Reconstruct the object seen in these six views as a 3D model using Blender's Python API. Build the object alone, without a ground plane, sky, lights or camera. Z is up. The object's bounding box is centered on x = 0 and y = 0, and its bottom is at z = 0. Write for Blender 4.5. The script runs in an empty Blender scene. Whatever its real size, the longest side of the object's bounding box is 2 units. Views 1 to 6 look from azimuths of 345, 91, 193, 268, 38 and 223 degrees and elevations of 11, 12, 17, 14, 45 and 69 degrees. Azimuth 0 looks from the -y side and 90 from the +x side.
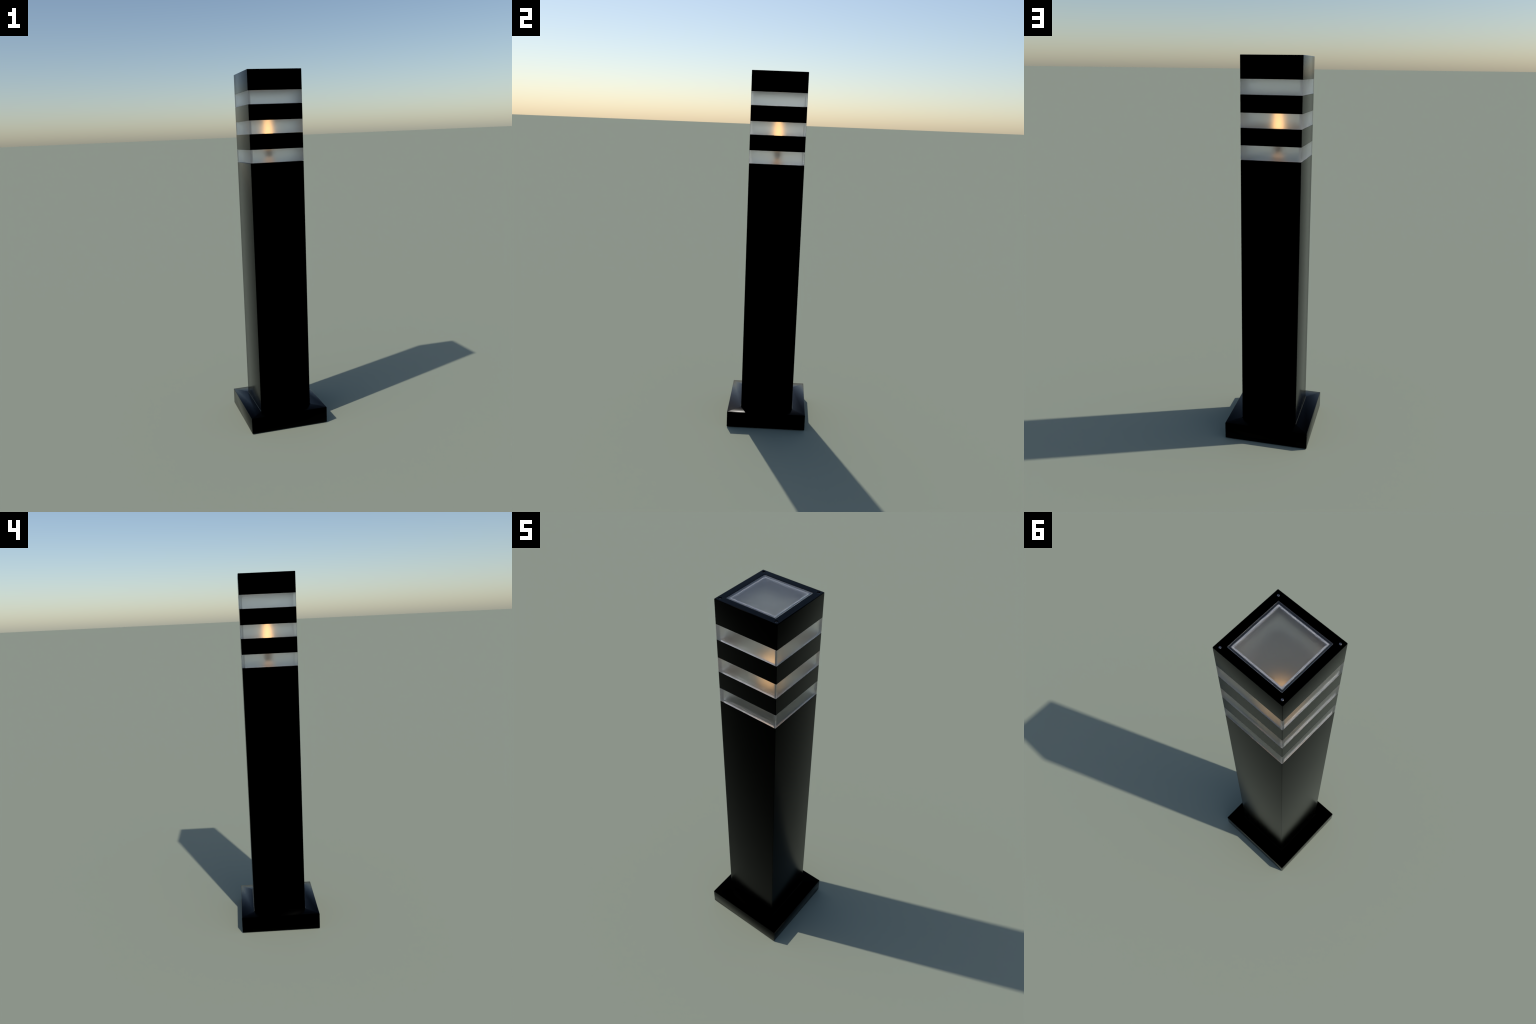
import bpy, bmesh, math

# ---------------------------------------------------------------- sizes (m)
HALF = 0.1499         # half width of the square post, rings, glass and cap
WALL = 0.016          # wall of the hollow parts
BASE_HALF, BASE_H = 0.2258, 0.0935
POST_TOP = 1.514      # post, then glass / ring / glass / ring / glass / cap
GLASS_1 = (1.514, 1.5845)
RING_1 = (1.5845, 1.667)
GLASS_2 = (1.667, 1.738)
RING_2 = (1.738, 1.821)
GLASS_3 = (1.821, 1.892)
CAP = (1.892, 2.0)
OPENING = 0.1170      # half width of the window in the cap
SCREW_AT = 0.1329
GAP = 0.0004
SLIT = 0.0010         # open joint under each glass band

BEVEL, SEGMENTS = 0.003, 2


# ---------------------------------------------------------------- materials
def principled(name):
    m = bpy.data.materials.new(name)
    m.use_nodes = True
    return m, m.node_tree, m.node_tree.nodes["Principled BSDF"]


def black_metal():
    m, t, b = principled("black_metal")
    b.inputs["Base Color"].default_value = (0.0, 0.0, 0.0, 1)
    b.inputs["Metallic"].default_value = 1.0
    b.inputs["Roughness"].default_value = 0.22
    return m


def frosted_glass():
    m, t, b = principled("frosted_glass")
    b.inputs["Base Color"].default_value = (0.95, 0.95, 0.95, 1)
    b.inputs["Transmission Weight"].default_value = 1.0
    b.inputs["Roughness"].default_value = 0.4
    b.inputs["IOR"].default_value = 1.45
    return m


def glowing_bulb():
    m, t, b = principled("glowing_bulb")
    b.inputs["Base Color"].default_value = (1.0, 0.8, 0.5, 1)
    b.inputs["Emission Color"].default_value = (1.0, 0.54, 0.2, 1)
    b.inputs["Emission Strength"].default_value = 1.8
    return m


def steel(name, colour, rough):
    m, t, b = principled(name)
    b.inputs["Base Color"].default_value = (*colour, 1)
    b.inputs["Metallic"].default_value = 1.0
    b.inputs["Roughness"].default_value = rough
    return m


METAL, GLASS, GLOW = black_metal(), frosted_glass(), glowing_bulb()
SCREW = steel("dark_steel", (0.25, 0.25, 0.27), 0.3)
LIGHTENED = principled('lightened_inside')[0]
LIGHTENED.node_tree.nodes['Principled BSDF'].inputs['Base Color'].default_value = (0.28, 0.28, 0.29, 1)
RIM_LIGHT = principled('painted_rim_light')[0]
RIM_LIGHT.node_tree.nodes['Principled BSDF'].inputs['Base Color'].default_value = (0.6, 0.6, 0.6, 1)
SOCKET = steel("lamp_socket_grey", (0.12, 0.11, 0.1), 0.6)


# ---------------------------------------------------------------- helpers
def finish(name, bm, material, parent, location=(0, 0, 0), smooth=True):
    bmesh.ops.recalc_face_normals(bm, faces=bm.faces)
    me = bpy.data.meshes.new(name)
    bm.to_mesh(me)
    bm.free()
    me.materials.append(material)
    if smooth:
        me.shade_smooth()
        me.set_sharp_from_angle(angle=math.radians(60))
    else:
        me.shade_flat()
    ob = bpy.data.objects.new(name, me)
    ob.location = location
    ob.parent = parent
    bpy.context.scene.collection.objects.link(ob)
    return ob


def square_loft(levels, closed):
    """Square rings (half width, height) skinned one to the next; closed = a torus of rings, else capped ends."""
    bm = bmesh.new()
    rings = [[bm.verts.new((sx * h, sy * h, z)) for sx, sy in ((-1, -1), (1, -1), (1, 1), (-1, 1))] for h, z in levels]
    pairs = list(zip(rings, rings[1:])) + ([(rings[-1], rings[0])] if closed else [])
    for a, b in pairs:
        for i in range(4):
            j = (i + 1) % 4
            bm.faces.new((a[i], a[j], b[j], b[i]))
    if not closed:
        bm.faces.new(rings[0])
        bm.faces.new(rings[-1])
    return bm


def soften(bm, where, width=BEVEL, segments=SEGMENTS):
    """Round the edges that where(end, other end) picks."""
    bmesh.ops.recalc_face_normals(bm, faces=bm.faces)
    edges = [e for e in bm.edges if where(e.verts[0].co, e.verts[1].co)]
    bmesh.ops.bevel(bm, geom=edges, offset=width, offset_type="OFFSET", segments=segments, profile=0.5, affect="EDGES", clamp_overlap=True)
    return bm


def reach(c):
    return max(abs(c.x), abs(c.y))


def upright_at(half):
    return lambda a, b: abs(a.z - b.z) > 1e-6 and abs(reach(a) - half) < 1e-6 and abs(reach(b) - half) < 1e-6


def square_tube(outer, inner, z0, z1):
    return square_loft([(inner, z0), (outer, z0), (outer, z1), (inner, z1)], True)


def revolve(profile, steps=48):
    bm = bmesh.new()
    rows = []
    for r, z in profile:
        if r == 0:
            rows.append([bm.verts.new((0, 0, z))])
        else:
            rows.append([bm.verts.new((r * math.cos(2 * math.pi * i / steps), r * math.sin(2 * math.pi * i / steps), z)) for i in range(steps)])
    for a, b in zip(rows, rows[1:]):
        for i in range(steps):
            j = (i + 1) % steps
            bm.faces.new([v for k, v in enumerate((a[i % len(a)], a[j % len(a)], b[j % len(b)], b[i % len(b)])) if v not in (a[i % len(a)], a[j % len(a)], b[j % len(b)], b[i % len(b)])[:k]])
    return bm


# ---------------------------------------------------------------- object
lamp = bpy.data.objects.new("bollard_light", None)
bpy.context.scene.collection.objects.link(lamp)
lamp["label"] = "square black metal bollard garden light with frosted glass bands"
lamp["category"] = "garden lamp"

# base plate with a small raised collar hugging the post
LIP = 0.003
bm = square_loft([(HALF - WALL, 0), (BASE_HALF, 0), (BASE_HALF, BASE_H), (HALF + LIP, BASE_H), (HALF + 0.0004, BASE_H + LIP), (HALF - WALL, BASE_H + LIP)], True)
base = finish("base_plate", soften(bm, lambda a, b: reach(a) > BASE_HALF - 1e-6 and reach(b) > BASE_HALF - 1e-6), METAL, lamp)
for e in base.data.edges:                   # the collar keeps its own crisp facet
    if all(reach(base.data.vertices[i].co) < HALF + LIP + 1e-5 for i in e.vertices):
        e.use_edge_sharp = True
# the four top strips are dressed slightly round: their normals lean outwards at the rim, less at the collar
normals = [c.vector.copy() for c in base.data.corner_normals]
for p in base.data.polygons:
    if p.normal.z > 0.99 and p.center.z > BASE_H - 1e-3:
        out = 0 if abs(p.center.x) > abs(p.center.y) else 1
        for i in p.loop_indices:
            c = base.data.vertices[base.data.loops[i].vertex_index].co
            lean, swing = (14, 11) if reach(c) > 0.5 * (BASE_HALF + HALF) else (4, 1)
            n = [0.0, 0.0, 1.0]
            n[out] = math.copysign(math.tan(math.radians(lean)), c[out])
            n[1 - out] = math.copysign(math.tan(math.radians(swing)), c[1 - out])
            k = math.sqrt(n[0] ** 2 + n[1] ** 2 + 1)
            normals[i] = (n[0] / k, n[1] / k, n[2] / k)
base.data.normals_split_custom_set(normals)

finish("post", soften(square_tube(HALF, HALF - WALL, BASE_H + LIP * 0.5, POST_TOP - GAP), lambda a, b: upright_at(HALF)(a, b) or min(a.z, b.z) > POST_TOP - 0.001 and abs(reach(a) - HALF) + abs(reach(b) - HALF) < 1e-6, 0.0025, 3), METAL, lamp)

for z0, z1 in (RING_1, RING_2):
    finish("metal_ring", soften(square_tube(HALF, HALF - WALL, z0, z1), upright_at(HALF), BEVEL, 4), METAL, lamp)

for z0, z1 in (GLASS_1, GLASS_2, GLASS_3):
    finish("glass_band", soften(square_tube(HALF, HALF - WALL, z0 + SLIT, z1 - GAP), upright_at(HALF)), GLASS, lamp)

# cap: skirt below, flange with the window above
bm = square_loft([(HALF - WALL, CAP[0]), (HALF, CAP[0]), (HALF, CAP[1]), (OPENING, CAP[1]), (OPENING, CAP[1] - 0.006), (0.1095, CAP[1] - 0.006), (0.1095, CAP[1] - 0.016), (HALF - WALL, CAP[1] - 0.016)], True)
cap = finish("cap", soften(bm, lambda a, b: upright_at(HALF)(a, b) or upright_at(OPENING)(a, b) or min(a.z, b.z) > CAP[1] - 1e-6 and abs(reach(a) - reach(b)) < 1e-6, BEVEL, 3), METAL, lamp)

# inner faces lightened to grey for the brightness seen through the frosted glass
def lighten_inside(ob):
    ob.data.materials.append(LIGHTENED)
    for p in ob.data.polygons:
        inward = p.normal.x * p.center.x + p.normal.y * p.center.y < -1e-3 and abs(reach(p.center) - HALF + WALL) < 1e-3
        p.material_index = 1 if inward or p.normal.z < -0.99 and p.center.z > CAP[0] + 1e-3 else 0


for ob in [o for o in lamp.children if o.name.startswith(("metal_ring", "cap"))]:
    lighten_inside(ob)

# screw holes at the corners of the cap
cutters = []
for sx, sy in ((-1, -1), (1, -1), (1, 1), (-1, 1)):
    hole = finish("screw_hole", revolve([(0, -0.006), (0.007, -0.006), (0.007, 0.01), (0, 0.01)], 24), METAL, None, (sx * SCREW_AT, sy * SCREW_AT, CAP[1]))
    cutters.append(hole)
    mod = cap.modifiers.new("hole", "BOOLEAN")
    mod.operation, mod.object, mod.solver = "DIFFERENCE", hole, "EXACT"
bpy.context.view_layer.update()
cut = bpy.data.meshes.new_from_object(cap.evaluated_get(bpy.context.evaluated_depsgraph_get()))
cap.modifiers.clear()
cap.data = cut
for hole in cutters:
    bpy.data.objects.remove(hole)

def level_tops(me):
    """Level faces keep an upright normal right up to their edges."""
    normals = [c.vector.copy() for c in me.corner_normals]
    for p in me.polygons:
        if p.normal.z > 0.99:
            for i in p.loop_indices:
                normals[i] = (0, 0, 1)
    me.normals_split_custom_set(normals)


level_tops(cap.data)
screw_mesh = None
for sx, sy in ((-1, -1), (1, -1), (1, 1), (-1, 1)):
    at = (sx * SCREW_AT, sy * SCREW_AT, CAP[1] - 0.0061)
    if screw_mesh is None:
        s = finish("screw", revolve([(0, 0), (0.005, 0), (0.005, 0.003), (0.0042, 0.0036), (0.0022, 0.0036), (0.002, 0.0015), (0, 0.0015)], 24), SCREW, cap, at)
        screw_mesh = s.data
    else:
        s = bpy.data.objects.new("screw", screw_mesh)
        s.location, s.parent = at, cap
        bpy.context.scene.collection.objects.link(s)

TOP = CAP[1] - 0.0005
bm = square_loft([(OPENING - GAP, TOP - 0.004), (OPENING - GAP, TOP)], False)
finish("rim_light_strip", square_tube(0.1088, 0.1025, TOP - 0.010, TOP - 0.0043), RIM_LIGHT, lamp)  # bright refracted rim of the window, modelled as a pale strip under it
finish("top_window", bm, GLASS, lamp)

# lamp inside: a short stem on the black floor of the head carries a tapering bulb
NECK, CROWN = 1.594, 1.760
GLOW_SPOT = principled("warm_glow_spot")[0]  # orange bulb glow low in the bottom band, built as an emissive dome
glow_spot_shader = GLOW_SPOT.node_tree.nodes["Principled BSDF"]
glow_spot_shader.inputs["Base Color"].default_value = (0.8, 0.7, 0.55, 1)
glow_spot_shader.inputs["Emission Color"].default_value = (1.0, 0.52, 0.22, 1)
glow_spot_shader.inputs["Emission Strength"].default_value = 0.36
finish("warm_glow_dome", revolve([(0, 1.513), (0.024, 1.513), (0.022, 1.522), (0.017, 1.53), (0.012, 1.537), (0, 1.539)], 32), GLOW_SPOT, lamp)
finish("lamp_socket", revolve([(0, 1.537), (0.012, 1.537), (0.017, 1.553), (0.017, 1.575), (0.022, NECK), (0, NECK)], 32), SOCKET, lamp)
BULB = [(0.0, 0.0), (0.7, 0.0), (0.94, 0.1), (1.0, 0.22), (0.97, 0.42), (0.88, 0.6), (0.76, 0.75), (0.58, 0.88), (0.33, 0.97), (0.0, 1.0)]
finish("bulb", revolve([(0.0235 * r, NECK + (CROWN - NECK) * t) for r, t in BULB], 32), GLOW, lamp)
bm = square_loft([(HALF - WALL - 0.0005, POST_TOP - 0.02), (HALF - WALL - 0.0005, POST_TOP - 0.002)], False)
finish("lamp_floor", bm, METAL, lamp, smooth=False)
